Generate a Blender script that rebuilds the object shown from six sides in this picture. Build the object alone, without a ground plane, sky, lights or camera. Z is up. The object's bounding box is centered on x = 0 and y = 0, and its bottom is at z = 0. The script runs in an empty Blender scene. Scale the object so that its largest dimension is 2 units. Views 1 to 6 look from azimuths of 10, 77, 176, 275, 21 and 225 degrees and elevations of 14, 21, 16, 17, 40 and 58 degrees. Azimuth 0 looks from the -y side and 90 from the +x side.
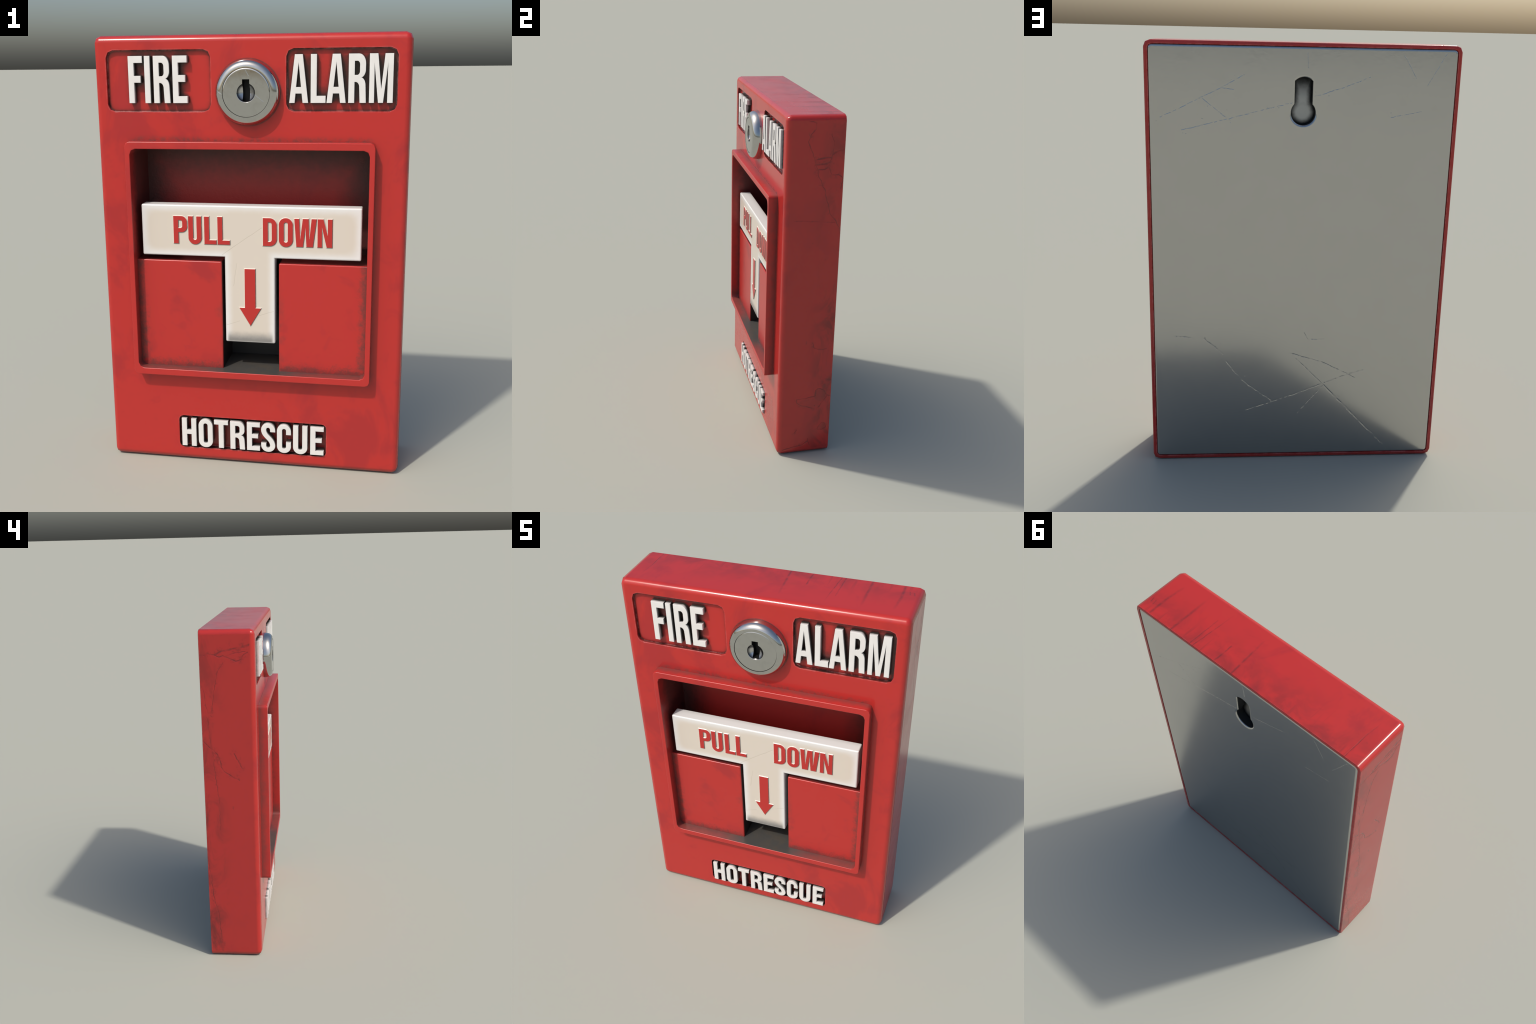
import bpy, bmesh, math, random
from mathutils import Vector

random.seed(7)

# ------------------------------------------------------------------ sizes (metres)
HX, TOP = 0.692, 2.0                 # half width and height of the housing
Y_BACK, Y_FACE, Y_RIM = 0.1825, -0.130, -0.1825   # back, front face, front of the raised frame
CAV_BACK = 0.080                     # back wall of the pull recess
LOCK_Z = 1.7565

# ------------------------------------------------------------------ material helper
class Nodes:
    def __init__(self, name):
        self.mat = bpy.data.materials.new(name)
        self.mat.use_nodes = True
        self.t = self.mat.node_tree
        self.t.nodes.clear()
        self.out = self.t.nodes.new("ShaderNodeOutputMaterial")
        self.b = self.t.nodes.new("ShaderNodeBsdfPrincipled")
        self.t.links.new(self.b.outputs[0], self.out.inputs[0])
        tc = self.t.nodes.new("ShaderNodeTexCoord")
        self.obj = tc.outputs["Object"]
        geo = self.t.nodes.new("ShaderNodeNewGeometry")
        self.nrm = geo.outputs["Normal"]
        sep = self.t.nodes.new("ShaderNodeSeparateXYZ"); self.link(self.obj, sep.inputs[0])
        self.x, self.y, self.z = sep.outputs
        sn = self.t.nodes.new("ShaderNodeSeparateXYZ"); self.link(self.nrm, sn.inputs[0])
        self.nx, self.ny, self.nz = sn.outputs

    def link(self, a, s):
        if isinstance(a, bpy.types.NodeSocket):
            self.t.links.new(a, s)
        elif isinstance(a, (tuple, list)):
            v = list(a)
            if s.type == "RGBA" and len(v) == 3:
                v.append(1.0)
            s.default_value = v
        else:
            s.default_value = a

    def m(self, op, a, b=0.0, c=0.0, clamp=False):
        n = self.t.nodes.new("ShaderNodeMath"); n.operation = op; n.use_clamp = clamp
        for v, s in zip((a, b, c), n.inputs):
            self.link(v, s)
        return n.outputs[0]

    def add(self, a, b): return self.m("ADD", a, b)
    def sub(self, a, b): return self.m("SUBTRACT", a, b)
    def mul(self, a, b): return self.m("MULTIPLY", a, b)
    def mn(self, a, b): return self.m("MINIMUM", a, b)
    def mx(self, a, b): return self.m("MAXIMUM", a, b)
    def ab(self, a): return self.m("ABSOLUTE", a)
    def inv(self, a): return self.m("SUBTRACT", 1.0, a)

    def ramp(self, v, lo, hi, a=0.0, b=1.0):
        n = self.t.nodes.new("ShaderNodeMapRange"); n.interpolation_type = "SMOOTHSTEP"
        for s, val in zip(n.inputs, (v, lo, hi, a, b)):
            self.link(val, s)
        return n.outputs[0]

    def vm(self, op, a, b=(0, 0, 0), scale=1.0):
        n = self.t.nodes.new("ShaderNodeVectorMath"); n.operation = op
        self.link(a, n.inputs[0]); self.link(b, n.inputs[1])
        if op == "SCALE":
            self.link(scale, n.inputs["Scale"])
        return n.outputs["Value"] if op in ("DOT_PRODUCT", "LENGTH", "DISTANCE") else n.outputs[0]

    def vec(self, x, y, z=0.0):
        n = self.t.nodes.new("ShaderNodeCombineXYZ")
        for v, s in zip((x, y, z), n.inputs):
            self.link(v, s)
        return n.outputs[0]

    def stretch(self, sx, sy, sz, off=(0, 0, 0)):
        return self.vm("ADD", self.vm("MULTIPLY", self.obj, (sx, sy, sz)), off)

    def noise(self, vec, scale, detail=4.0, rough=0.55, dist=0.0):
        n = self.t.nodes.new("ShaderNodeTexNoise")
        self.link(vec, n.inputs["Vector"])
        n.inputs["Scale"].default_value = scale; n.inputs["Detail"].default_value = detail
        n.inputs["Roughness"].default_value = rough; n.inputs["Distortion"].default_value = dist
        return n.outputs["Fac"]

    def noise_col(self, vec, scale, detail=3.0):
        n = self.t.nodes.new("ShaderNodeTexNoise")
        self.link(vec, n.inputs["Vector"]); n.inputs["Scale"].default_value = scale; n.inputs["Detail"].default_value = detail
        return n.outputs["Color"]

    def mix(self, f, a, b):
        n = self.t.nodes.new("ShaderNodeMix"); n.data_type = "RGBA"
        self.link(f, n.inputs[0]); self.link(a, n.inputs[6]); self.link(b, n.inputs[7])
        return n.outputs[2]

    def ao(self, dist, local=False):
        n = self.t.nodes.new("ShaderNodeAmbientOcclusion"); n.samples = 12; n.only_local = local
        n.inputs["Distance"].default_value = dist
        return n.outputs["AO"]

    def edge(self, radius):
        """0 on flat faces, rising on edges and corners."""
        n = self.t.nodes.new("ShaderNodeBevel"); n.samples = 8; n.inputs["Radius"].default_value = radius
        return self.m("SUBTRACT", 1.0, self.vm("DOT_PRODUCT", n.outputs[0], self.nrm), clamp=True)

    def seg(self, p2, a, b, thin=True):
        """distance to one straight scratch, growing towards its ends so that it tapers"""
        ba = (b[0] - a[0], b[1] - a[1], 0)
        l2 = ba[0] ** 2 + ba[1] ** 2
        pa = self.vm("SUBTRACT", p2, (a[0], a[1], 0))
        h = self.m("MULTIPLY", self.vm("DOT_PRODUCT", pa, ba), 1.0 / l2, clamp=True)
        return self.vm("DISTANCE", pa, self.vm("SCALE", ba, scale=h)), h

    def line(self, p2, pts, width, taper=True):
        """mask of a thin broken line through pts; 1 in the middle of the line"""
        best = None
        for a, b in zip(pts, pts[1:]):
            d, h = self.seg(p2, a, b)
            best = d if best is None else self.mn(best, d)
        return self.ramp(best, width, width * 0.25)

    def bump(self, h, strength, dist, normal=None):
        n = self.t.nodes.new("ShaderNodeBump")
        self.link(strength, n.inputs["Strength"]); n.inputs["Distance"].default_value = dist
        self.link(h, n.inputs["Height"])
        if normal is not None:
            self.link(normal, n.inputs["Normal"])
        return n.outputs[0]

    def set(self, **kw):
        for k, v in kw.items():
            self.link(v, self.b.inputs[k.replace("_", " ")])
        return self.mat


RED = (0.472, 0.0265, 0.0225)
RED_SMUDGE = (0.365, 0.022, 0.024)
CREVICE_DARK = (0.018, 0.016, 0.014)

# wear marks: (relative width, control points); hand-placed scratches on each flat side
MARKS_RIGHT = [   # y, z on the +x side
    (1, [(-0.021, 1.978), (0.024, 1.959), (0.023, 1.936), (-0.005, 1.896), (-0.014, 1.869), (0.04, 1.724), (0.046, 1.69), (0.081, 1.617), (0.12, 1.482), (0.176, 1.4), (0.181, 1.365)]),
    (1, [(0.107, 1.898), (0.125, 1.865), (0.113, 1.782), (0.103, 1.754), (0.107, 1.716), (0.118, 1.692), (0.157, 1.691), (0.177, 1.671), (0.171, 1.614)]),
    (2.2, [(0.182, 1.827), (0.149, 1.821), (0.119, 1.801)]), (1.6, [(0.021, 1.773), (0.113, 1.784)]),
    (2, [(0.029, 1.747), (0.105, 1.757)]), (1.6, [(0.043, 1.719), (0.078, 1.722), (0.106, 1.74)]),
    (0.3, [(-0.073, 1.45), (0.147, 1.429)]),
    (1, [(0.181, 0.368), (0.163, 0.379), (0.134, 0.414), (0.107, 0.429), (0.092, 0.416), (0.088, 0.381), (0.03, 0.367), (-0.023, 0.37), (-0.022, 0.346), (0.016, 0.321), (0.075, 0.302), (0.108, 0.301), (0.163, 0.379)]),
    (1, [(0.112, 0.155), (0.122, 0.18), (0.136, 0.197), (0.152, 0.194), (0.161, 0.165), (0.136, 0.148), (0.112, 0.155)]),
    (0.8, [(0.059, 0.72), (0.068, 0.694), (0.1, 0.68), (0.142, 0.682)]),
    (0.9, [(-0.097, 0.034), (0.021, 0.056), (0.055, 0.082), (0.057, 0.101)]), (0.9, [(0.055, 0.082), (0.07, 0.049)]), (0.8, [(-0.028, 0.142), (-0.015, 0.162)]),
]
MARKS_LEFT = [    # y, z on the -x side
    (1.3, [(0.181, 1.86), (0.152, 1.856), (0.127, 1.866), (0.099, 1.863), (0.071, 1.851), (0.05, 1.857), (-0.022, 1.828), (-0.051, 1.835), (-0.059, 1.853), (-0.088, 1.875)]),
    (2, [(0.095, 1.863), (0.058, 1.881), (-0.032, 1.896), (-0.11, 1.917)]), (0.8, [(0.03, 1.855), (-0.007, 1.868), (-0.076, 1.879)]),
    (0.6, [(0.048, 1.816), (0.082, 1.768), (0.096, 1.718), (0.116, 1.594), (0.12, 1.526)]), (0.6, [(0.176, 1.686), (0.161, 1.653), (0.159, 1.594), (0.145, 1.539)]),
    (1.4, [(0.18, 1.376), (0.16, 1.349), (0.098, 1.293), (0.082, 1.242), (0.081, 1.215), (0.062, 1.187), (-0.021, 1.137)]),
    (1.3, [(0.003, 1.299), (-0.041, 1.208)]), (0.6, [(0.151, 1.508), (0.098, 1.006), (0.097, 0.83)]),
    (1.1, [(0.18, 0.655), (0.149, 0.367), (0.129, 0.295), (0.114, 0.081)]),
]
STREAKS_TOP = [   # x, y on the top
    (2.2, [(0.601, 0.180), (0.602, 0.052), (0.594, -0.041)]), (2.2, [(0.45, 0.180), (0.452, -0.082)]), (1, [(0.324, 0.180), (0.322, -0.003)]), (1, [(0.305, 0.180), (0.286, -0.082)]),
    (1.4, [(0.166, 0.180), (0.166, 0.067)]), (1.7, [(0.058, 0.180), (0.073, -0.052)]), (0.9, [(-0.6, 0.180), (-0.602, 0.043), (-0.617, -0.099)]),
    (1, [(0.65, 0.119), (0.656, 0.092)]), (1, [(0.629, 0.128), (0.635, 0.101)]),
]
MARKS_PLATE = [   # x, z on the back plate
    (1, [(0.626, 1.675), (0.346, 1.814), (0.272, 1.857)]), (1, [(0.443, 1.759), (0.324, 1.666)]), (1, [(0.535, 1.62), (0.052, 1.746)]), (0.9, [(0.359, 1.805), (0.309, 1.798)]),
    (1, [(-0.048, 1.774), (-0.178, 1.815), (-0.297, 1.864)]), (0.8, [(-0.01, 1.968), (-0.017, 1.895)]), (0.8, [(-0.435, 1.958), (-0.493, 1.864)]),
    (0.7, [(-0.623, 1.968), (-0.544, 1.824)]), (0.8, [(-0.393, 1.688), (-0.526, 1.715)]), (1.3, [(0.454, 0.646), (0.349, 0.555)]),
    (1.3, [(0.335, 0.517), (0.292, 0.458), (0.241, 0.404), (0.176, 0.352), (0.104, 0.303)]), (1.3, [(0.24, 0.261), (0.01, 0.34), (-0.256, 0.445), (-0.328, 0.466)]),
    (1, [(0.028, 0.557), (-0.126, 0.51), (-0.289, 0.427)]), (0.9, [(0.0, 0.528), (-0.131, 0.395)]), (1.5, [(-0.131, 0.395), (-0.473, 0.033)]),
    (1.1, [(-0.133, 0.385), (-0.013, 0.242)]), (0.8, [(0.575, 0.65), (0.506, 0.642)]), (0.7, [(-0.034, 0.662), (-0.053, 0.628), (-0.131, 0.63)]),
]
MARKS_HANDLE = [(1, [(-0.127, 1.034), (0.058, 1.165)]), (0.8, [(-0.11, 0.701), (-0.048, 0.723)]), (0.8, [(0.042, 0.753), (0.109, 0.776)]), (0.7, [(-0.059, 0.997), (-0.075, 0.891)])]


def marks(s, u, v, groups, width, wobble=0.008):
    """mask of all the scratches in the plane of u and v, with a wobbling, broken line"""
    p = s.vec(u, v)
    n1 = s.vm("SCALE", s.vm("SUBTRACT", s.noise_col(p, 28.0, 3.0), (0.5, 0.5, 0.5)), scale=wobble)
    p = s.vm("MULTIPLY", s.vm("ADD", p, n1), (1, 1, 0))
    best = None
    for w, pts in groups:
        for a, b in zip(pts, pts[1:]):
            d, h = s.seg(p, a, b)
            d = s.mul(d, 1.0 / w)
            best = d if best is None else s.mn(best, d)
            # a vanishing share of the last result makes the segments be worked out one after the other
            n = s.t.nodes.new("ShaderNodeVectorMath"); n.operation = "MULTIPLY_ADD"
            s.link(best, n.inputs[0]); n.inputs[1].default_value = (1e-9, 1e-9, 0); s.link(p, n.inputs[2])
            p = n.outputs[0]
    return best


def smudges(s, col, amount=1.0):
    a = s.ramp(s.noise(s.stretch(1, 1, 0.65), 3.0, 5, 0.6, 0.5), 0.54, 0.64)
    c = s.ramp(s.noise(s.stretch(1, 1, 1, (3.1, 7.7, 1.3)), 8.0, 3, 0.55, 0.8), 0.56, 0.74)
    f = s.m("MAXIMUM", s.mul(a, 0.75 * amount), s.mul(c, 0.5 * amount))
    return s.mix(f, col, RED_SMUDGE)


def worn_edges(s, col, amount=0.4, radius=0.006):
    e = s.ramp(s.edge(radius), 0.02, 0.22)
    n = s.ramp(s.noise(s.obj, 20.0, 5, 0.65), 0.40, 0.62)
    return s.mix(s.mul(s.mul(e, n), amount), col, (0.70, 0.24, 0.23))


def crevice(s, col, dist, lo, hi, amount, dirt=CREVICE_DARK):
    """darker tint where surfaces meet"""
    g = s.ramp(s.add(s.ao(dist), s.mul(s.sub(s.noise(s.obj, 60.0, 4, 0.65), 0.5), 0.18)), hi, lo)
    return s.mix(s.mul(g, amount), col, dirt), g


def red_paint(name, plane=None):
    s = Nodes(name)
    col = smudges(s, RED, 1.0 if plane is None else 0.5)
    height = s.mul(s.noise(s.obj, 60.0, 2), 0.012)
    if plane is None:
        # top: dirt at the back edge, wiped forwards in streaks
        up = s.ramp(s.nz, 0.75, 0.95)
        rear = s.ramp(s.y, -0.06, 0.19)
        gr = s.ramp(s.noise(s.stretch(1, 1, 1, (5, 2, 0)), 7.0, 6, 0.65, 0.6), 0.36, 0.68)
        fine = s.ramp(s.noise(s.stretch(22, 1.0, 1), 2.0, 4, 0.6), 0.54, 0.72)
        col = s.mix(s.mul(s.mul(up, rear), s.mx(s.mul(gr, 0.60), s.mul(fine, 0.55))), col, (0.17, 0.022, 0.022))
        d = marks(s, s.x, s.y, STREAKS_TOP, 1, 0.006)
        st = s.mul(s.mul(up, s.ramp(s.y, -0.11, 0.11)), s.ramp(d, 0.0050, 0.0002))
        st = s.mul(st, s.ramp(s.noise(s.obj, 30.0, 4), 0.25, 0.6))
        col = s.mix(s.mul(st, 0.62), col, (0.12, 0.02, 0.02))
        spots = s.ramp(s.noise(s.stretch(1, 1, 1, (9, 1, 4)), 34.0, 3, 0.5), 0.70, 0.78)
        col = s.mix(s.mul(s.mul(spots, s.mul(up, rear)), 0.6), col, (0.14, 0.02, 0.02))
        height = s.sub(height, s.mul(st, 0.4))
        # foot of the front tinted darker, and a broken darker band above the frame
        foot = s.mul(s.ramp(s.z, 0.045, 0.0), 0.4)
        col = s.mix(foot, col, (0.20, 0.03, 0.025))
        above = s.mul(s.mul(s.ramp(s.z, 1.575, 1.548), s.ramp(s.z, 1.53, 1.545)), s.mul(s.ramp(s.ab(s.x), 0.56, 0.50), s.ramp(s.ny, -0.7, -0.95)))
        above = s.mul(above, s.ramp(s.noise(s.obj, 40.0, 5, 0.7), 0.40, 0.62))
        col = s.mix(s.mul(above, 0.6), col, (0.10, 0.05, 0.045))
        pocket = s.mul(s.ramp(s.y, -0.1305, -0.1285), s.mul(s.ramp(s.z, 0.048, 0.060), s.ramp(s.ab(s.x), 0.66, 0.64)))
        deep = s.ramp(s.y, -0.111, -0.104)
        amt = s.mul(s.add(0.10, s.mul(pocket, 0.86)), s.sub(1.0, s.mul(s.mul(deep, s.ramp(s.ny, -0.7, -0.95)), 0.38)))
        ring = s.ab(s.sub(s.vm("LENGTH", s.vec(s.x, s.sub(s.z, LOCK_Z))), 0.1428))  # thin baked contact shade drawn round the lock's base
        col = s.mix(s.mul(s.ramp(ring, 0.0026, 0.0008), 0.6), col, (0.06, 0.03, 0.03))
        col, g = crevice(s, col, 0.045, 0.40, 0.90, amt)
    else:
        col = s.mix(0.35 if plane < 0 else 0.12, col, RED_SMUDGE)
        d = marks(s, s.y, s.z, MARKS_LEFT if plane < 0 else MARKS_RIGHT, 1, 0.017)
        ln = s.mul(s.ramp(d, 0.0040, 0.0004), s.ramp(s.noise(s.obj, 22.0, 4), 0.26, 0.60))
        halo = s.mul(s.ramp(d, 0.030, 0.0), s.ramp(s.noise(s.obj, 34.0, 5, 0.7), 0.50, 0.66))
        rear = s.ramp(s.y, 0.0, 0.17)
        gr = s.mul(rear, s.ramp(s.noise(s.stretch(1, 1, 0.55, (1, 4, 2)), 8.0, 6, 0.68, 0.8), 0.45, 0.66))
        low = s.mul(gr, s.ramp(s.z, 1.7, 0.3, 0.55, 0.95))
        spots = s.mul(s.ramp(s.noise(s.stretch(1, 1, 0.8, (2, 8, 4)), 30.0, 3, 0.5), 0.70, 0.78), s.ramp(s.y, -0.06, 0.1))
        f = s.mx(s.mx(s.mul(ln, 0.68), s.mul(halo, 0.50)), s.mx(s.mul(low, 0.75), s.mul(spots, 0.7)))
        col = s.mix(f, col, (0.10, 0.018, 0.018))
        if plane > 0:      # the two flaked-off patches inside their outlines
            def patch(y0, z0, ry, rz):
                return s.ramp(s.vm("LENGTH", s.vec(s.mul(s.sub(s.y, y0), 1 / ry), s.mul(s.sub(s.z, z0), 1 / rz))), 1.05, 0.8)
            pt = s.mx(s.mx(patch(0.115, 0.385, 0.040, 0.045), s.mul(patch(0.05, 0.335, 0.075, 0.032), 0.45)), s.mx(s.mul(patch(0.137, 0.168, 0.022, 0.024), 0.6), patch(0.139, 0.441, 0.012, 0.013)))
            col = s.mix(s.mul(pt, 0.32), col, (0.13, 0.03, 0.026))
        height = s.sub(height, s.mul(ln, 0.9))
    col = worn_edges(s, col, 0.65, 0.013)
    rough = s.ramp(s.noise(s.obj, 5.0, 5, 0.65), 0.3, 0.75, 0.17, 0.25)
    return s.set(Base_Color=col, Roughness=rough, Normal=s.bump(height, 0.5, 0.0022))


def frame_paint():
    s = Nodes("frame_red_paint")
    col = smudges(s, RED, 0.7)
    n = s.sub(s.noise(s.obj, 24.0, 6, 0.68), 0.5)
    # outside ledges: dirt settling on the top and in the corner with the housing
    side = s.ramp(s.ab(s.ny), 0.5, 0.2)
    outside = s.mx(s.ramp(s.ab(s.x), 0.540, 0.546), s.ramp(s.ab(s.sub(s.z, 1.0)), 0.536, 0.542))
    led = s.mul(s.mul(side, outside), s.ramp(s.add(s.y, s.mul(n, 0.06)), -0.180, -0.132, 0.05, 0.65))
    col = s.mix(led, col, (0.12, 0.05, 0.045))
    # inside: walls darken with depth, the back wall towards its upper corners
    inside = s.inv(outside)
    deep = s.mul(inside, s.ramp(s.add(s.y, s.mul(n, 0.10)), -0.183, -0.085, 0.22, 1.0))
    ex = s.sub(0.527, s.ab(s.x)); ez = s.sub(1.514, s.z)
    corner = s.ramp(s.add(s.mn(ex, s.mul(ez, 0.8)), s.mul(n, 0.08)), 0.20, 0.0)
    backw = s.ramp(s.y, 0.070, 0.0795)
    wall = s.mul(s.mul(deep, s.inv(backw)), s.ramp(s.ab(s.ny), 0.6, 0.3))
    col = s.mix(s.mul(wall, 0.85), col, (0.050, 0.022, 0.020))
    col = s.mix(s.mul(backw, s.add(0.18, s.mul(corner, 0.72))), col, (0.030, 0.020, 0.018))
    # floor: bare and grimy under the handle's stem, red again towards the sides
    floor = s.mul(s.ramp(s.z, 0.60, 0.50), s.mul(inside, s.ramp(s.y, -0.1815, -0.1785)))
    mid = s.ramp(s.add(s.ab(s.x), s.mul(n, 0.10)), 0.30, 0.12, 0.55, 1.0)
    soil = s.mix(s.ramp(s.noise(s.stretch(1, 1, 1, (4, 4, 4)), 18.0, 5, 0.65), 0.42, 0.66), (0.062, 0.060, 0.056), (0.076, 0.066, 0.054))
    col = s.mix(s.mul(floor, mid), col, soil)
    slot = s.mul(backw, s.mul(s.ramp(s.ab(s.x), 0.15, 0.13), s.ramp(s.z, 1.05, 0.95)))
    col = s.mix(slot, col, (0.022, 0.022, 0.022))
    col = worn_edges(s, col, s.ramp(s.y, -0.15, -0.12, 0.9, 0.0), 0.0045)
    rough = s.add(0.28, s.mul(deep, 0.2))
    return s.set(Base_Color=col, Roughness=rough, Normal=s.bump(s.noise(s.obj, 70.0, 5, 0.65), s.mul(s.mx(led, deep), 0.35), 0.003))


def block_paint():
    s = Nodes("block_red_paint")
    col = smudges(s, RED, 1.1)
    n = s.sub(s.noise(s.obj, 34.0, 6, 0.7), 0.5)
    face = s.ramp(s.ny, -0.6, -0.9)
    e = s.mn(s.sub(0.527, s.ab(s.x)), s.sub(s.z, 0.486))
    n2 = s.sub(s.noise(s.obj, 110.0, 5, 0.75), 0.5)
    d1 = s.ramp(s.add(e, s.add(s.mul(n, 0.10), s.mul(n2, 0.05))), 0.046, -0.004)
    d2 = s.mul(s.mul(s.ramp(s.add(s.sub(s.ab(s.x), 0.131), s.mul(n, 0.09)), 0.04, 0.0), s.ramp(s.z, 0.95, 0.7)), s.mul(s.ramp(s.noise(s.obj, 16.0, 4), 0.40, 0.65), 0.5))
    col = s.mix(s.mul(s.mx(d1, d2), s.mul(face, 0.75)), col, (0.085, 0.040, 0.036))
    # flanks facing the stem go nearly black, the tops dark
    flank = s.mul(s.inv(face), s.ramp(s.y, -0.1285, -0.122))
    col = s.mix(s.mul(flank, s.ramp(s.ab(s.nz), 0.7, 0.3, 0.75, 0.97)), col, (0.022, 0.021, 0.020))
    col = worn_edges(s, col, 0.6, 0.005)
    return s.set(Base_Color=col, Roughness=0.3, Normal=s.bump(s.noise(s.obj, 80.0, 4, 0.65), s.add(0.03, s.mul(d1, 0.25)), 0.002))


def letter_plastic():
    s = Nodes("white_letter_plastic")
    n = s.sub(s.noise(s.obj, 50.0, 4, 0.65), 0.5)
    col = s.mix(s.ramp(s.noise(s.obj, 8.0, 4), 0.4, 0.7), (0.79, 0.775, 0.745), (0.74, 0.72, 0.69))
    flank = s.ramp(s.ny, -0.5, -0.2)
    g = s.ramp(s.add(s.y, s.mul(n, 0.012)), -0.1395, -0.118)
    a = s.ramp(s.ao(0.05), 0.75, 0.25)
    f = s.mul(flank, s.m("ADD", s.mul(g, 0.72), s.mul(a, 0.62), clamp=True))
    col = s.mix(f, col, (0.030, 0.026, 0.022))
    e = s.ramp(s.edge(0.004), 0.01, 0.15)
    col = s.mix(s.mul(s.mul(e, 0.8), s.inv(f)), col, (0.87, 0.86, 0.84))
    return s.set(Base_Color=col, Roughness=0.35)


def handle_plastic():
    s = Nodes("cream_handle_plastic")
    n = s.sub(s.noise(s.obj, 22.0, 5, 0.65), 0.5)
    ax = s.ab(s.x)
    stem = s.mn(s.sub(0.1155, ax), s.mn(s.sub(s.z, 0.6205), s.sub(1.2605, s.z)))
    n1 = s.t.nodes.new("ShaderNodeMath"); n1.operation = "SMOOTH_MIN"
    s.link(s.sub(0.500, ax), n1.inputs[0]); s.link(s.sub(0.1178, s.ab(s.sub(s.z, 1.1428))), n1.inputs[1]); n1.inputs[2].default_value = 0.06
    d = s.m("SMOOTH_MAX", n1.outputs[0], stem, 0.03)
    white = s.ramp(s.add(d, s.mul(n, 0.012)), 0.042, 0.000)
    col = s.mix(white, (0.672, 0.602, 0.515), (0.775, 0.765, 0.745))
    grey = s.mul(s.ramp(s.add(s.z, s.mul(n, 0.022)), 0.684, 0.630), s.mul(s.ramp(ax, 0.1145, 0.095), s.ramp(s.z, 0.6225, 0.629)))
    col = s.mix(s.mul(grey, 0.95), col, (0.215, 0.205, 0.19))
    dist = marks(s, s.x, s.z, MARKS_HANDLE, 1, 0.004)
    ln = s.mul(s.ramp(dist, 0.0022, 0.0004), s.ramp(s.ny, -0.6, -0.9))
    col = s.mix(s.mul(ln, 0.35), col, (0.42, 0.36, 0.28))
    under = s.ramp(s.y, -0.10, -0.065)
    col = s.mix(s.mul(under, 0.25), col, (0.30, 0.27, 0.24))
    return s.set(Base_Color=col, Roughness=0.3, Normal=s.bump(s.sub(0.0, ln), 0.3, 0.001))


def plate_metal():
    s = Nodes("scratched_steel_plate")
    d = marks(s, s.x, s.z, MARKS_PLATE, 1, 0.007)
    face = s.ramp(s.ny, 0.85, 0.97)
    brk = s.ramp(s.noise(s.obj, 70.0, 4, 0.65), 0.42, 0.62)
    ln = s.mul(s.mul(s.ramp(d, 0.0034, 0.0002), brk), face)
    near = s.mul(s.ramp(d, 0.05, 0.0), s.ramp(s.noise(s.stretch(1, 1, 1, (6, 2, 9)), 60.0, 2, 0.5), 0.70, 0.78))
    patch = s.mul(s.ramp(s.z, 1.55, 1.9), s.ramp(s.noise(s.obj, 12.0, 5, 0.62), 0.45, 0.75))
    h = s.sub(s.mul(patch, 0.12), s.add(ln, s.mul(near, 0.6)))
    hole = s.mul(s.ramp(s.y, 0.1765, 0.173), s.ramp(s.ab(s.x), 0.075, 0.07))
    col = s.mix(s.ramp(s.noise(s.obj, 6.0, 5, 0.6), 0.35, 0.7), (0.495, 0.495, 0.485), (0.487, 0.487, 0.478))
    col = s.mix(s.mul(ln, 0.15), col, (0.33, 0.32, 0.31))
    col = s.mix(hole, col, (0.022, 0.022, 0.022))
    rough = s.add(s.ramp(s.noise(s.obj, 4.0, 5, 0.6), 0.3, 0.7, 0.165, 0.18), s.mul(hole, 0.3))
    return s.set(Base_Color=col, Roughness=rough, Metallic=s.inv(s.mul(hole, 0.8)), Normal=s.bump(h, 0.34, 0.0022))


def slot_metal():
    s = Nodes("dark_edged_slot_metal")
    n = s.sub(s.noise(s.obj, 50.0, 5, 0.7), 0.5)
    up = s.vm("LENGTH", s.vec(s.x, s.mul(s.sub(s.z, 1.70), 1.0)))
    bar = s.mx(s.ab(s.x), s.mul(s.ab(s.sub(s.z, 1.77)), 0.46))
    e = s.m("SMOOTH_MAX", s.sub(0.0545, up), s.sub(0.039, bar), 0.02)
    g = s.ramp(s.add(e, s.mul(n, 0.012)), 0.000, 0.030)
    g = s.mul(g, s.ramp(s.z, 1.845, 1.74, 0.35, 1.0))
    col = s.mix(g, (0.012, 0.012, 0.013), (0.44, 0.44, 0.43))
    return s.set(Base_Color=col, Roughness=0.38, Metallic=0.9, Normal=s.bump(s.noise(s.obj, 120.0, 4, 0.7), 0.25, 0.002))


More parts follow.
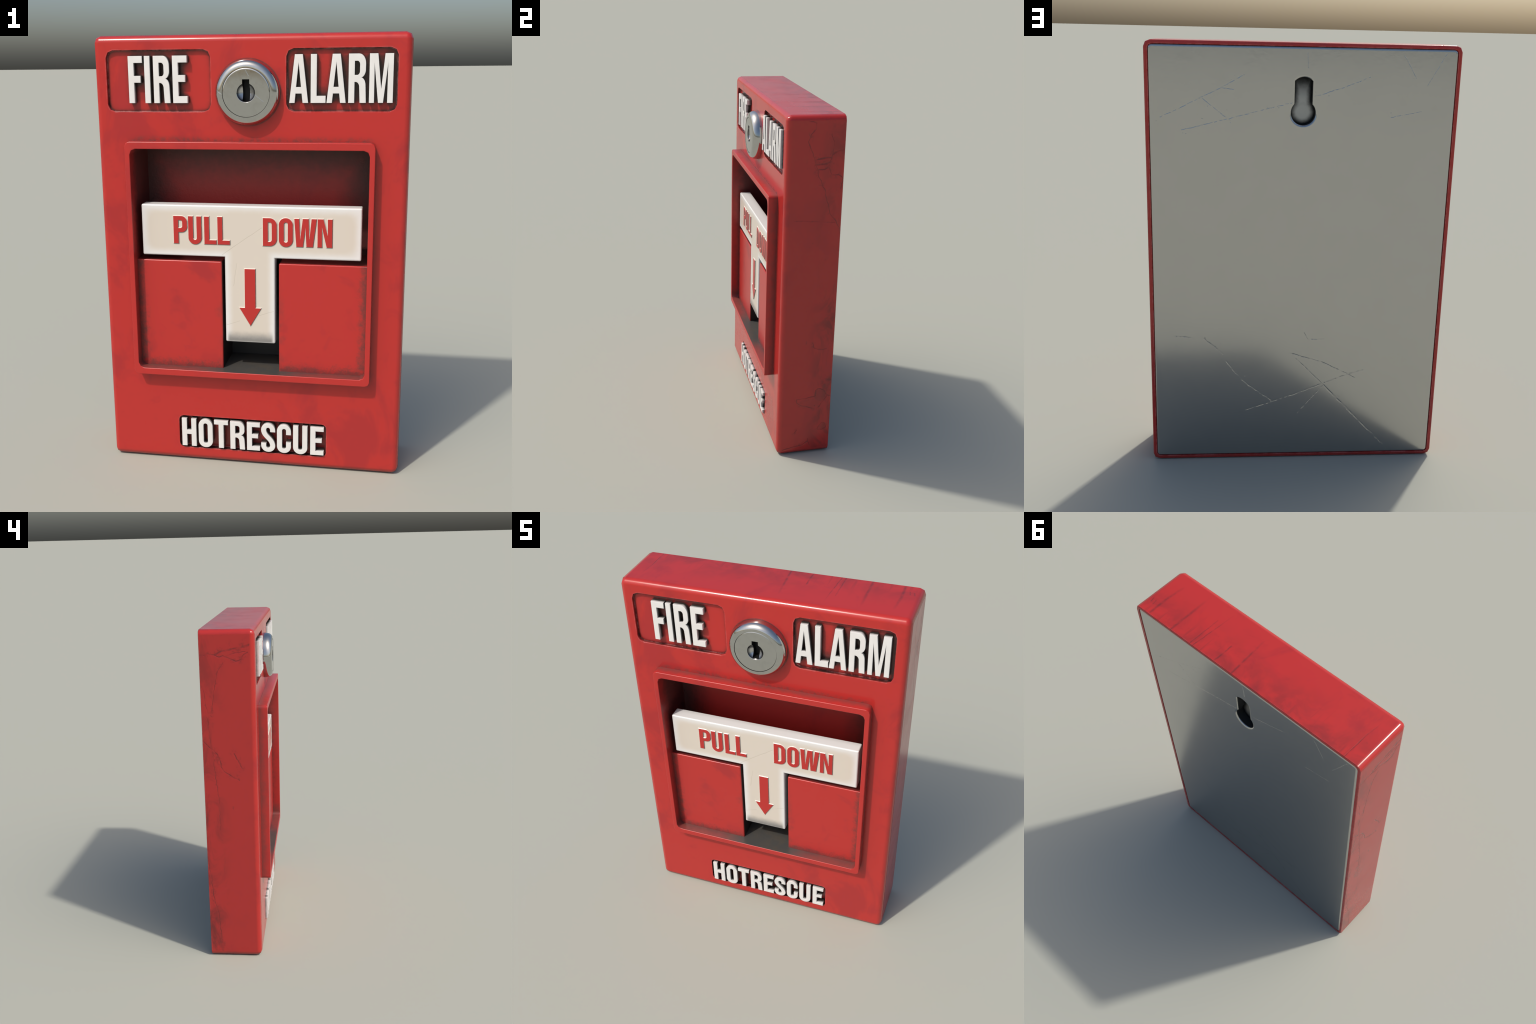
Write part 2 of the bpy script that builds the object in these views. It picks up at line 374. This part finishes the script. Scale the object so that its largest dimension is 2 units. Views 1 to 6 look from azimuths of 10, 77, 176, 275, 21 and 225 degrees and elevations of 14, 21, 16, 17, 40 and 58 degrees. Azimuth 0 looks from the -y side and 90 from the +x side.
def chrome():
    s = Nodes("polished_steel")
    p = s.vec(s.x, s.sub(s.z, LOCK_Z))
    n = s.noise(s.stretch(1, 1, 1, (3, 3, 3)), 40.0, 5, 0.65)
    d = marks(s, s.x, s.z, [(1, [(-0.134, 1.772), (-0.107, 1.752)]), (0.6, [(0.02, 1.765), (0.075, 1.72)]), (0.6, [(0.0, 1.85), (0.012, 1.827)])], 1, 0.003)
    ln = s.mul(s.ramp(d, 0.0022, 0.0002), s.ramp(s.ny, -0.35, -0.6))
    col = s.mix(s.ramp(n, 0.4, 0.7), (0.53, 0.53, 0.51), (0.50, 0.50, 0.48))
    r = s.ramp(n, 0.35, 0.7, 0.07, 0.12)
    return s.set(Base_Color=col, Roughness=r, Metallic=1.0, Normal=s.bump(s.sub(0.0, ln), 0.25, 0.0015))


def mark_paint():
    s = Nodes("red_mark_paint")
    return s.set(Base_Color=smudges(s, RED, 0.3), Roughness=0.3)


def simple(name, col, rough, metal=0.0):
    s = Nodes(name)
    return s.set(Base_Color=col, Roughness=rough, Metallic=metal)


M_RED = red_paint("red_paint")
M_RED_R = red_paint("scratched_red_paint_right", 1)
M_RED_L = red_paint("scratched_red_paint_left", -1)
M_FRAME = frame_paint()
M_BLOCK = block_paint()
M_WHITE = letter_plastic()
M_CREAM = handle_plastic()
M_MARK = mark_paint()
M_CHROME = chrome()
M_PLATE = plate_metal()
M_SLOT = slot_metal()
def dish_metal():
    """cupped keyhole, steel darker towards its rim"""
    s = Nodes("dull_keyhole_steel")
    r = s.vm("LENGTH", s.vec(s.x, s.sub(s.z, LOCK_Z)))
    g = s.ramp(r, 0.0395, 0.026)
    return s.set(Base_Color=s.mix(g, (0.05, 0.05, 0.052), (0.55, 0.55, 0.55)), Roughness=0.24, Metallic=1.0)


M_DISH = dish_metal()
M_BLACK = simple("black_keyway", (0.004, 0.004, 0.004), 0.6)  # slot and seam walls coloured black to give the darkness of their depth
def mark_edge():
    """rim of the raised lettering; lower and right-hand flanks are coloured dark as their side away from the sun"""
    s = Nodes("cream_mark_edge")
    g = s.ramp(s.sub(s.mul(s.nx, 0.6), s.mul(s.nz, 0.8)), 0.05, 0.5)
    g = s.mul(g, s.ramp(s.noise(s.obj, 30.0, 3), 0.2, 0.5, 0.6, 0.9))
    return s.set(Base_Color=s.mix(g, (0.70, 0.64, 0.56), (0.10, 0.085, 0.075)), Roughness=0.22)


M_EDGE = mark_edge()

# ------------------------------------------------------------------ geometry helpers
def rrect(hx, hz, r, seg, cx=0.0, cz=0.0):
    r = max(r, 0.0006)
    pts = []
    for qx, qz, a0 in ((1, 1, 0), (-1, 1, 90), (-1, -1, 180), (1, -1, 270)):
        for i in range(seg + 1):
            a = math.radians(a0 + 90 * i / seg)
            pts.append((cx + qx * (hx - r) + r * math.cos(a), cz + qz * (hz - r) + r * math.sin(a)))
    return pts


def new_obj(name, verts, faces, mat, parent=None, smooth=True, weighted=True, sharp=50):
    me = bpy.data.meshes.new(name)
    me.from_pydata([tuple(v) for v in verts], [], faces)
    bm = bmesh.new(); bm.from_mesh(me)
    bmesh.ops.remove_doubles(bm, verts=bm.verts, dist=1e-5)
    bmesh.ops.recalc_face_normals(bm, faces=bm.faces)
    bm.to_mesh(me); bm.free()
    return finish_mesh(name, me, mat, parent, smooth, weighted, sharp)


def finish_mesh(name, me, mat, parent=None, smooth=True, weighted=True, sharp=50):
    me.materials.clear()
    for m_ in (mat if isinstance(mat, list) else [mat]):
        me.materials.append(m_)
    if smooth:
        me.shade_smooth()
        me.set_sharp_from_angle(angle=math.radians(sharp))
    ob = bpy.data.objects.new(name, me)
    bpy.context.scene.collection.objects.link(ob)
    if parent:
        ob.parent = parent
    if weighted:
        w = ob.modifiers.new("weighted", "WEIGHTED_NORMAL"); w.keep_sharp = True; w.weight = 100
    return ob


def loft(loops, cap0=True, cap1=True):
    """loops: list of (outline in x,z ; y). Returns verts, faces."""
    n = len(loops[0][0]); verts, faces = [], []
    for pts, y in loops:
        verts += [(x, y, z) for x, z in pts]
    for i in range(len(loops) - 1):
        for j in range(n):
            a, b = i * n + j, i * n + (j + 1) % n
            faces.append((a, b, b + n, a + n))
    if cap0: faces.append(tuple(range(n)))
    if cap1: faces.append(tuple(range((len(loops) - 1) * n, len(loops) * n)))
    return verts, faces


def bevel_loops(hx, hz, r, seg, cx, cz, y0, y1, bev, bseg, minr=0.0):
    """front-side loops: straight wall from y0 towards y1 with a rounded edge of size bev at y1"""
    out = [(rrect(hx, hz, r, seg, cx, cz), y0)]
    sgn = 1 if y1 > y0 else -1
    for i in range(bseg + 1):
        a = math.radians(90 * i / bseg)
        ins = bev * (1 - math.cos(a)); dy = bev * (1 - math.sin(a))
        out.append((rrect(hx - ins, hz - ins, max(r - ins, minr), seg, cx, cz), y1 - sgn * dy))
    return out


def lathe(profile, n=96, cz=LOCK_Z, close=False):
    verts, faces = [], []
    for r, y in profile:
        for j in range(n):
            a = 2 * math.pi * j / n
            verts.append((r * math.cos(a), y, cz + r * math.sin(a)))
    for i in range(len(profile) - 1):
        for j in range(n):
            a, b = i * n + j, i * n + (j + 1) % n
            faces.append((a, b, b + n, a + n))
    faces.append(tuple(range(n))); faces.append(tuple(range((len(profile) - 1) * n, len(profile) * n)))
    return verts, faces


def subtract(ob, cutters):
    for c in cutters:
        md = ob.modifiers.new("cut", "BOOLEAN"); md.operation = "DIFFERENCE"; md.solver = "EXACT"; md.object = c
    bpy.context.view_layer.update()
    dg = bpy.context.evaluated_depsgraph_get()
    me = bpy.data.meshes.new_from_object(ob.evaluated_get(dg))
    name, parent, mats = ob.name, ob.parent, [m_ for m_ in ob.data.materials]
    old = ob.data
    ob.modifiers.clear(); ob.data = me
    bpy.data.meshes.remove(old)
    me.name = name
    for c in cutters:
        d = c.data; bpy.data.objects.remove(c); bpy.data.meshes.remove(d)
    return ob


def reshade(ob, sharp=50):
    me = ob.data
    me.shade_smooth(); me.set_sharp_from_angle(angle=math.radians(sharp))
    w = ob.modifiers.new("weighted", "WEIGHTED_NORMAL"); w.keep_sharp = True; w.weight = 100
    return ob


# ------------------------------------------------------------------ the thing
root = bpy.data.objects.new("fire_alarm_pull_station", None)
bpy.context.scene.collection.objects.link(root)
root["label"] = "red wall fire alarm box with white pull-down handle"
root["category"] = "fire alarm"

# housing: rounded box, open rim at the back
R = 0.029
back = [(rrect(HX - 0.0035, 0.9965, R - 0.003, 2, 0, 1), Y_BACK), (rrect(HX, 1, R, 2, 0, 1), Y_BACK - 0.003)]
rim_in = [(rrect(HX - 0.0170, 0.9830, R - 0.012, 2, 0, 1), 0.124), (rrect(HX - 0.0170, 0.9830, R - 0.012, 2, 0, 1), Y_BACK - 0.0015),
          (rrect(HX - 0.0155, 0.9845, R - 0.011, 2, 0, 1), Y_BACK)]
front = bevel_loops(HX, 1, R, 2, 0, 1, Y_BACK - 0.003, Y_FACE, R, 2)[1:]
v, f = loft(rim_in + back + front)
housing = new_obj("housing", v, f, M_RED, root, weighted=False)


def pocket_cutter(hx, hz, r, seg, cx, cz, floor, chamfer=0.003):
    v, f = loft([(rrect(hx, hz, r, seg, cx, cz), floor), (rrect(hx, hz, r, seg, cx, cz), Y_FACE + chamfer),
                 (rrect(hx + chamfer, hz + chamfer, r + chamfer, seg, cx, cz), Y_FACE),
                 (rrect(hx + chamfer * 2, hz + chamfer * 2, r + chamfer, seg, cx, cz), Y_FACE - chamfer)])
    return new_obj("cutter", v, f, M_RED, weighted=False, smooth=False)


subtract(housing, [
    pocket_cutter(0.2345, 0.1315, 0.031, 2, -0.3995, 1.806, -0.113, 0.002),
    pocket_cutter(0.2330, 0.1305, 0.031, 2, 0.3998, 1.8065, -0.113, 0.002),
    pocket_cutter(0.3545, 0.0815, 0.021, 3, 0.0, 0.1475, -0.102, 0.002),
    pocket_cutter(0.540, 0.536, 0.02, 2, 0, 1.0, 0.11, 0.0005),
    pocket_cutter(0.1385, 0.1385, 0.1384, 12, 0, LOCK_Z, -0.10, 0.0005),
])
housing.data.materials.clear()
for m_ in (M_RED, M_RED_R, M_RED_L):
    housing.data.materials.append(m_)
for p in housing.data.polygons:
    out = abs(p.center.x) > HX - 0.001 and abs(p.normal.x) > 0.99
    p.material_index = (1 if p.center.x > 0 else 2) if out else 0
reshade(housing)

# back plate with a keyhole slot
plate_edge = [(rrect(0.6760, 0.9840, 0.018, 3, 0, 1), 0.128)]
for i in range(5):                               # softly rolled edge, wider than deep
    a = math.radians(18 + 72 * i / 4); ins = 0.0125 * (1 - math.cos(a)); dy = 0.0075 * (1 - math.sin(a))
    plate_edge.append((rrect(0.6760 - ins, 0.9840 - ins, 0.018 - ins * 0.8, 3, 0, 1), 0.1816 - dy))
v, f = loft(plate_edge)
plate = new_obj("back_plate", v, f, M_PLATE, root, weighted=False)


def keyhole(off, zc=1.700, zt=1.800, R0=0.0545, h0=0.039):
    """slot outline: two discs joined by a straight-sided slot, the upper one trimmed to the slot's width"""
    Rr, h = R0 + off, h0 + off
    dz = math.sqrt(Rr * Rr - h * h)
    a = math.asin(h / Rr); pts = []
    n = 28
    for i in range(n + 1):                       # lower disc, the long way round
        t = math.pi / 2 - a - (2 * math.pi - 2 * a) * i / n
        pts.append((Rr * math.cos(t), zc + Rr * math.sin(t)))
    for i in range(9):                           # upper cap
        t = math.pi / 2 + a - 2 * a * i / 8
        pts.append((Rr * math.cos(t), zt + Rr * math.sin(t)))
    return pts


v, f = loft([(keyhole(0), 0.12), (keyhole(0), 0.1755), (keyhole(0.0012), 0.1782), (keyhole(0.0045), 0.1802), (keyhole(0.0090), 0.1816), (keyhole(0.0100), 0.1830)])
subtract(plate, [new_obj("cutter", v, f, M_PLATE, weighted=False, smooth=False)])
reshade(plate, 60)
# floor behind the keyhole
v, f = loft([(keyhole(0.008), 0.134), (keyhole(0.008), 0.1265)])
new_obj("slot_floor", v, f, M_SLOT, plate, weighted=False, sharp=30)

# raised frame with the recess behind it
fo, fi, fr, b = (0.5505, 0.5465), (0.5275, 0.5145), 0.021, 0.0034
loops = [(rrect(*fo, fr, 2, 0, 1), Y_FACE + 0.006)]
for i in range(3):
    a = math.radians(45 * i); ins = b * (1 - math.cos(a)); dy = b * (1 - math.sin(a))
    loops.append((rrect(fo[0] - ins, fo[1] - ins, fr - ins, 2, 0, 1), Y_RIM + dy))
for i in range(3):
    a = math.radians(90 - 45 * i); ins = b * (1 - math.cos(a)); dy = b * (1 - math.sin(a))
    loops.append((rrect(fi[0] + ins, fi[1] + ins, 0.025 + ins, 2, 0, 1), Y_RIM + dy))
loops.append((rrect(*fi, 0.025, 2, 0, 1), CAV_BACK))
v, f = loft(loops, cap0=False)
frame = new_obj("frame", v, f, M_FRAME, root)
for p in frame.data.polygons:
    pass

# two cheek blocks in the lower half of the recess
for x0, x1 in ((-0.534, -0.1305), (0.1325, 0.534)):
    cx, hx = (x0 + x1) / 2, (x1 - x0) / 2
    z0, z1 = 0.470, 1.0015
    v, f = loft(bevel_loops(hx, (z1 - z0) / 2, 0.006, 2, cx, (z0 + z1) / 2, CAV_BACK - 0.001, -0.131, 0.006, 2, 0.001))
    new_obj("side_block", v, f, M_BLOCK, root)

# T-shaped pull handle
def fillet(pts, n=6):
    """closed outline from corners (x, z, tangent length); each corner becomes a conic arc"""
    out, k = [], len(pts)
    for i, (x, z, t) in enumerate(pts):
        if t <= 0:
            out.append((x, z)); continue
        p = Vector((x, z)); a = Vector(pts[i - 1][:2]) - p; c = Vector(pts[(i + 1) % k][:2]) - p
        ta, tc = min(t, a.length * 0.999), min(t, c.length * 0.999)
        p0, p2 = p + a.normalized() * ta, p + c.normalized() * tc
        ang = a.angle(c, math.pi / 2); w = math.sin(ang / 2)
        for s in range(n + 1):
            u = s / n; b0, b1, b2 = (1 - u) ** 2, 2 * u * (1 - u) * w, u * u
            q = (p0 * b0 + p * b1 + p2 * b2) / (b0 + b1 + b2)
            out.append((q.x, q.y))
    return out


def flat_solid(name, contours, y_front, y_back, bevel, bres=2, spread=False):
    """extrude 2D outlines (holes allowed) between two depths with a rounded front edge; returns a mesh"""
    cu = bpy.data.curves.new(name, "CURVE"); cu.dimensions = "2D"; cu.fill_mode = "BOTH"
    depth = y_back - y_front
    cu.extrude = depth / 2 - bevel; cu.bevel_depth = bevel; cu.offset = -bevel if not spread else 0.0; cu.bevel_resolution = bres
    for c in contours:
        sp = cu.splines.new("POLY"); sp.points.add(len(c) - 1); sp.use_cyclic_u = True
        for q, (x, z) in zip(sp.points, c):
            q.co = (x, z, 0, 1)
    ob = bpy.data.objects.new(name, cu); bpy.context.scene.collection.objects.link(ob)
    bpy.context.view_layer.update()
    me = bpy.data.meshes.new_from_object(ob.evaluated_get(bpy.context.evaluated_depsgraph_get()))
    bpy.data.objects.remove(ob); bpy.data.curves.remove(cu)
    for w in me.vertices:
        x, z, d = w.co
        w.co = (x, y_front + depth / 2 - d, z)
    bm = bmesh.new(); bm.from_mesh(me)
    bmesh.ops.remove_doubles(bm, verts=bm.verts, dist=1e-6)
    bmesh.ops.recalc_face_normals(bm, faces=bm.faces)
    bm.to_mesh(me); bm.free()
    return me


arm_x, arm_lo, arm_hi, stem_x, stem_lo = 0.500, 1.025, 1.2605, 0.1155, 0.6205
tee = fillet([(-arm_x, arm_lo, .006), (-stem_x, arm_lo, 0), (-stem_x, stem_lo, .006), (stem_x, stem_lo, .006), (stem_x, arm_lo, 0),
              (arm_x, arm_lo, .006), (arm_x, arm_hi, .006), (-arm_x, arm_hi, .006)], 3)
me = flat_solid("pull_handle", [tee], -0.1335, -0.064, 0.007, 3)
handle = finish_mesh("pull_handle", me, M_CREAM, root)
v, f = loft([(rrect(0.08, 0.018, 0.017, 6, 0, 1.045), -0.068), (rrect(0.08, 0.018, 0.017, 6, 0, 1.045), CAV_BACK + 0.004)])
new_obj("pivot_shaft", v, f, M_BLACK, handle, weighted=False)

# ------------------------------------------------------------------ condensed capital letters, cap height 1
S, B = 0.174, 0.147      # stem width, bar height
def box(x0, z0, x1, z1): return [(x0, z0, 0), (x1, z0, 0), (x1, z1, 0), (x0, z1, 0)]

def bowl(w, z0, z1, t, left=0.0, tl=0.0): return [(left, z0, tl), (w, z0, t), (w, z1, t), (left, z1, tl)]

def ribbon(path, hw, hh):
    """outline of a pen stroke: hw half width for upright runs, hh half height for level runs"""
    l, r = [], []
    for i, p in enumerate(path):
        a, c = Vector(path[max(i - 1, 0)]), Vector(path[min(i + 1, len(path) - 1)])
        d = (c - a).normalized(); nrm = Vector((-d.y, d.x)); t = math.hypot(nrm.x * hw, nrm.y * hh)
        l.append((p[0] + nrm.x * t, p[1] + nrm.y * t)); r.append((p[0] - nrm.x * t, p[1] - nrm.y * t))
    return l + r[::-1]

def arc(cx, cz, rx, rz, a0, a1, n=12):
    return [(cx + rx * math.cos(math.radians(a0 + (a1 - a0) * i / n)), cz + rz * math.sin(math.radians(a0 + (a1 - a0) * i / n))) for i in range(n + 1)]

def s_path(w=0.48):
    top = [(w - S / 2, 0.712)] + arc(w / 2, 0.785, w / 2 - S / 2, 0.157, 0, 180)
    low = arc(w / 2, 0.215, w / 2 - S / 2, 0.157, 0, -180) + [(S / 2, 0.295)]
    p0, p3 = Vector(top[-1]), Vector(low[0]); p1, p2 = p0 + Vector((0.005, -0.26)), p3 + Vector((-0.005, 0.26))
    mid = []
    for i in range(1, 14):
        u = i / 14; q = p0 * (1 - u) ** 3 + p1 * 3 * u * (1 - u) ** 2 + p2 * 3 * u * u * (1 - u) + p3 * u ** 3
        mid.append((q.x, q.y))
    return top + mid + low

def glyph(ch):
    F = fillet
    if ch == "F": return [F([(0, 0, 0), (S, 0, 0), (S, .435, 0), (.378, .435, 0), (.378, .582, 0), (S, .582, 0), (S, 1 - B, 0), (.442, 1 - B, 0), (.442, 1, 0), (0, 1, 0)])]
    if ch == "I": return [F(box(0, 0, S, 1))]
    if ch == "L": return [F([(0, 0, 0), (.437, 0, 0), (.437, B, 0), (S, B, 0), (S, 1, 0), (0, 1, 0)])]
    if ch == "E": return [F([(0, 0, 0), (.446, 0, 0), (.446, B, 0), (S, B, 0), (S, .447, 0), (.384, .447, 0), (.384, .594, 0), (S, .594, 0), (S, 1 - B, 0), (.446, 1 - B, 0), (.446, 1, 0), (0, 1, 0)])]
    if ch == "T": return [F([(.155, 0, 0), (.155 + S, 0, 0), (.155 + S, 1 - B, 0), (.484, 1 - B, 0), (.484, 1, 0), (0, 1, 0), (0, 1 - B, 0), (.155, 1 - B, 0)])]
    if ch == "H": return [F([(0, 0, 0), (S, 0, 0), (S, .432, 0), (.328, .432, 0), (.328, 0, 0), (.502, 0, 0), (.502, 1, 0), (.328, 1, 0), (.328, .59, 0), (S, .59, 0), (S, 1, 0), (0, 1, 0)])]
    if ch == "A": return [F([(0, 0, 0), (.160, 0, 0), (.187, .194, 0), (.363, .194, 0), (.392, 0, 0), (.558, 0, 0), (.395, 1, 0), (.165, 1, 0)]), F([(.203, .33, 0), (.275, .82, 0), (.345, .33, 0)])]
    if ch == "M": return [F([(0, 0, 0), (.148, 0, 0), (.143, .77, 0), (.259, 0, 0), (.403, 0, 0), (.519, .77, 0), (.516, 0, 0), (.676, 0, 0), (.676, 1, 0), (.436, 1, 0), (.342, .293, 0), (.238, 1, 0), (0, 1, 0)])]
    if ch == "W": return [F([(.075, 0, 0), (.305, 0, 0), (.390, .69, 0), (.432, 0, 0), (.655, 0, 0), (.782, 1, 0), (.607, 1, 0), (.530, .255, 0), (.500, 1, 0), (.298, 1, 0), (.207, .253, 0), (.166, 1, 0), (0, 1, 0)])]
    if ch == "N": return [F([(0, 0, 0), (.155, 0, 0), (.148, .72, 0), (.322, 0, 0), (.510, 0, 0), (.510, 1, 0), (.352, 1, 0), (.357, .41, 0), (.200, 1, 0), (0, 1, 0)])]
    if ch in "OD":
        w = .49
        if ch == "O": return [F([(0, -.014, .24), (w, -.014, .24), (w, 1.014, .24), (0, 1.014, .24)], 10), F([(S, .138, .07), (w - S, .138, .07), (w - S, .862, .07), (S, .862, .07)], 8)]
        return [F([(0, 0, 0), (w, 0, .25), (w, 1, .25), (0, 1, 0)], 10), F([(S, B, 0), (w - S, B, .085), (w - S, 1 - B, .085), (S, 1 - B, 0)], 8)]
    if ch == "U": return [F([(0, -.014, .24), (.48, -.014, .24), (.48, 1, 0), (.306, 1, 0), (.306, .14, .066), (S, .14, .066), (S, 1, 0), (0, 1, 0)], 10)]
    if ch == "C": return [F([(0, -.014, .235), (.472, -.014, .235), (.472, .372, 0), (.306, .372, 0), (.306, .138, .066), (S, .138, .066), (S, .862, .066), (.306, .862, .066), (.306, .648, 0), (.472, .648, 0), (.472, 1.014, .235), (0, 1.014, .235)], 10)]
    if ch == "P": return [F([(0, 0, 0), (S, 0, 0), (S, .415, 0), (.495, .415, .2), (.495, 1, .2), (0, 1, 0)], 8), F([(S, .562, 0), (.323, .562, .075), (.323, .855, .075), (S, .855, 0)], 6)]
    if ch == "R": return [F([(0, 0, 0), (S, 0, 0), (S, .427, 0), (.300, .427, .10), (.325, 0, 0), (.507, 0, 0), (.480, .50, .14), (.375, .513, 0), (.490, .58, .10), (.490, 1, .2), (0, 1, 0)], 8), F([(S, .570, 0), (.320, .570, .075), (.320, .853, .075), (S, .853, 0)], 6)]
    if ch == "S": return [ribbon(s_path(), S / 2, B / 2 + 0.002)]


cache = {}
def letter(ch, x, z, height, xs, y_front, y_back, bevel, mats, parent):
    key = (ch, height, xs, y_front)
    if key not in cache:
        cs = [[(px * height * xs, pz * height) for px, pz in c] for c in glyph(ch)]
        me = flat_solid("letter", cs, y_front, y_back, bevel, 0 if len(mats) > 1 else 1, len(mats) > 1)
        cache[key] = finish_mesh("letter", me, mats, parent, weighted=True, sharp=35)
        ob = cache[key]
        if len(mats) > 1:
            for p in me.polygons:
                p.material_index = 1 if p.normal.y < -0.9 else 0
    else:
        ob = cache[key].copy(); bpy.context.scene.collection.objects.link(ob); ob.name = "letter"
    ob.location = (x, 0, z)
    return ob


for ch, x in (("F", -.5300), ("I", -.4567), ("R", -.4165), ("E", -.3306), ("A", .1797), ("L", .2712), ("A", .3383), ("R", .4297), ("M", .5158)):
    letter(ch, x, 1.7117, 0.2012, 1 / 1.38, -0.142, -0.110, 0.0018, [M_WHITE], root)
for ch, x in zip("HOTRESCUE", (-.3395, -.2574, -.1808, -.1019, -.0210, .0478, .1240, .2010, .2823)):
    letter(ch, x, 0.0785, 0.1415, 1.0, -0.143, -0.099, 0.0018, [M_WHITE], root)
for ch, x in zip("PULLDOWN", (-.3497, -.2808, -.2066, -.1452, .0620, .1340, .2029, .3065)):
    letter(ch, x, 1.0835, 0.1265, 1.0, -0.1372, -0.1300, 0.0028, [M_EDGE, M_MARK], handle)
me = flat_solid("arrow", [[(-.0235, .9730), (-.0235, .7887), (-.0492, .7887), (.0012, .7042), (.0508, .7887), (.0255, .7887), (.0255, .9730)]], -0.1372, -0.1300, 0.0028, 0, True)
ob = finish_mesh("arrow", me, [M_EDGE, M_MARK], handle, sharp=35)
for p in me.polygons:
    p.material_index = 1 if p.normal.y < -0.9 else 0

# ------------------------------------------------------------------ lock
prof = [(0.1417, -0.120), (0.1415, -0.131), (0.1408, -0.140)]
for i in range(1, 13):
    a = math.radians(90 * i / 12)
    prof.append((0.1085 + 0.0320 * math.cos(a), -0.142 - 0.0405 * math.sin(a)))
prof += [(0.1036, -0.1825), (0.1036, -0.176)]
prof_in = [(0.1036, -0.120)]
v, f = lathe(prof + prof_in, 96)
f = f[:-2]
lock = new_obj("lock", v, f, [M_CHROME, M_BLACK], root, sharp=35, weighted=False)
for p in lock.data.polygons:
    c = p.center
    p.material_index = 1 if math.hypot(c.x, c.z - LOCK_Z) < 0.1037 and abs(p.normal.y) < 0.5 else 0
core = [(0.1026, -0.120), (0.1026, -0.1806), (0.1008, -0.1816), (0.0988, -0.1822), (0.0966, -0.1825), (0.0412, -0.1825), (0.0402, -0.1822), (0.0395, -0.1814)]
for i in range(1, 9):
    r = 0.0395 * (1 - i / 8) + 0.0004
    core.append((r, -0.1814 + 0.024 * (1 - (r / 0.0395) ** 2)))
v, f = lathe(core, 72)
ob = new_obj("lock_core", v, f, M_CHROME, lock, weighted=False)
v, f = loft([(rrect(0.0155, 0.0458, 0.001, 2, 0.0, 1.7662), -0.135), (rrect(0.0155, 0.0458, 0.001, 2, 0.0, 1.7662), -0.20)])
cut = new_obj("cutter", v, f, M_BLACK, weighted=False, smooth=False)
subtract(ob, [cut])
ob.data.materials.clear()
for m_ in (M_CHROME, M_BLACK, M_DISH):
    ob.data.materials.append(m_)
for p in ob.data.polygons:                       # walls of the key slot
    c = p.center - Vector((0, 0, 1.7662))
    inside = abs(c.x) < 0.0157 and abs(c.z) < 0.0463 and (abs(p.normal.y) < 0.3 and (abs(abs(c.x) - 0.0155) < 4e-4 or abs(abs(c.z) - 0.0458) < 4e-4) or abs(c.y + 0.135) < 1e-3)
    rad = math.hypot(p.center.x, p.center.z - LOCK_Z)
    groove = rad > 0.1015 and abs(p.normal.y) < 0.2
    p.material_index = 1 if inside or groove else (2 if rad < 0.0394 and p.center.y > -0.1816 else 0)
reshade(ob, 35)
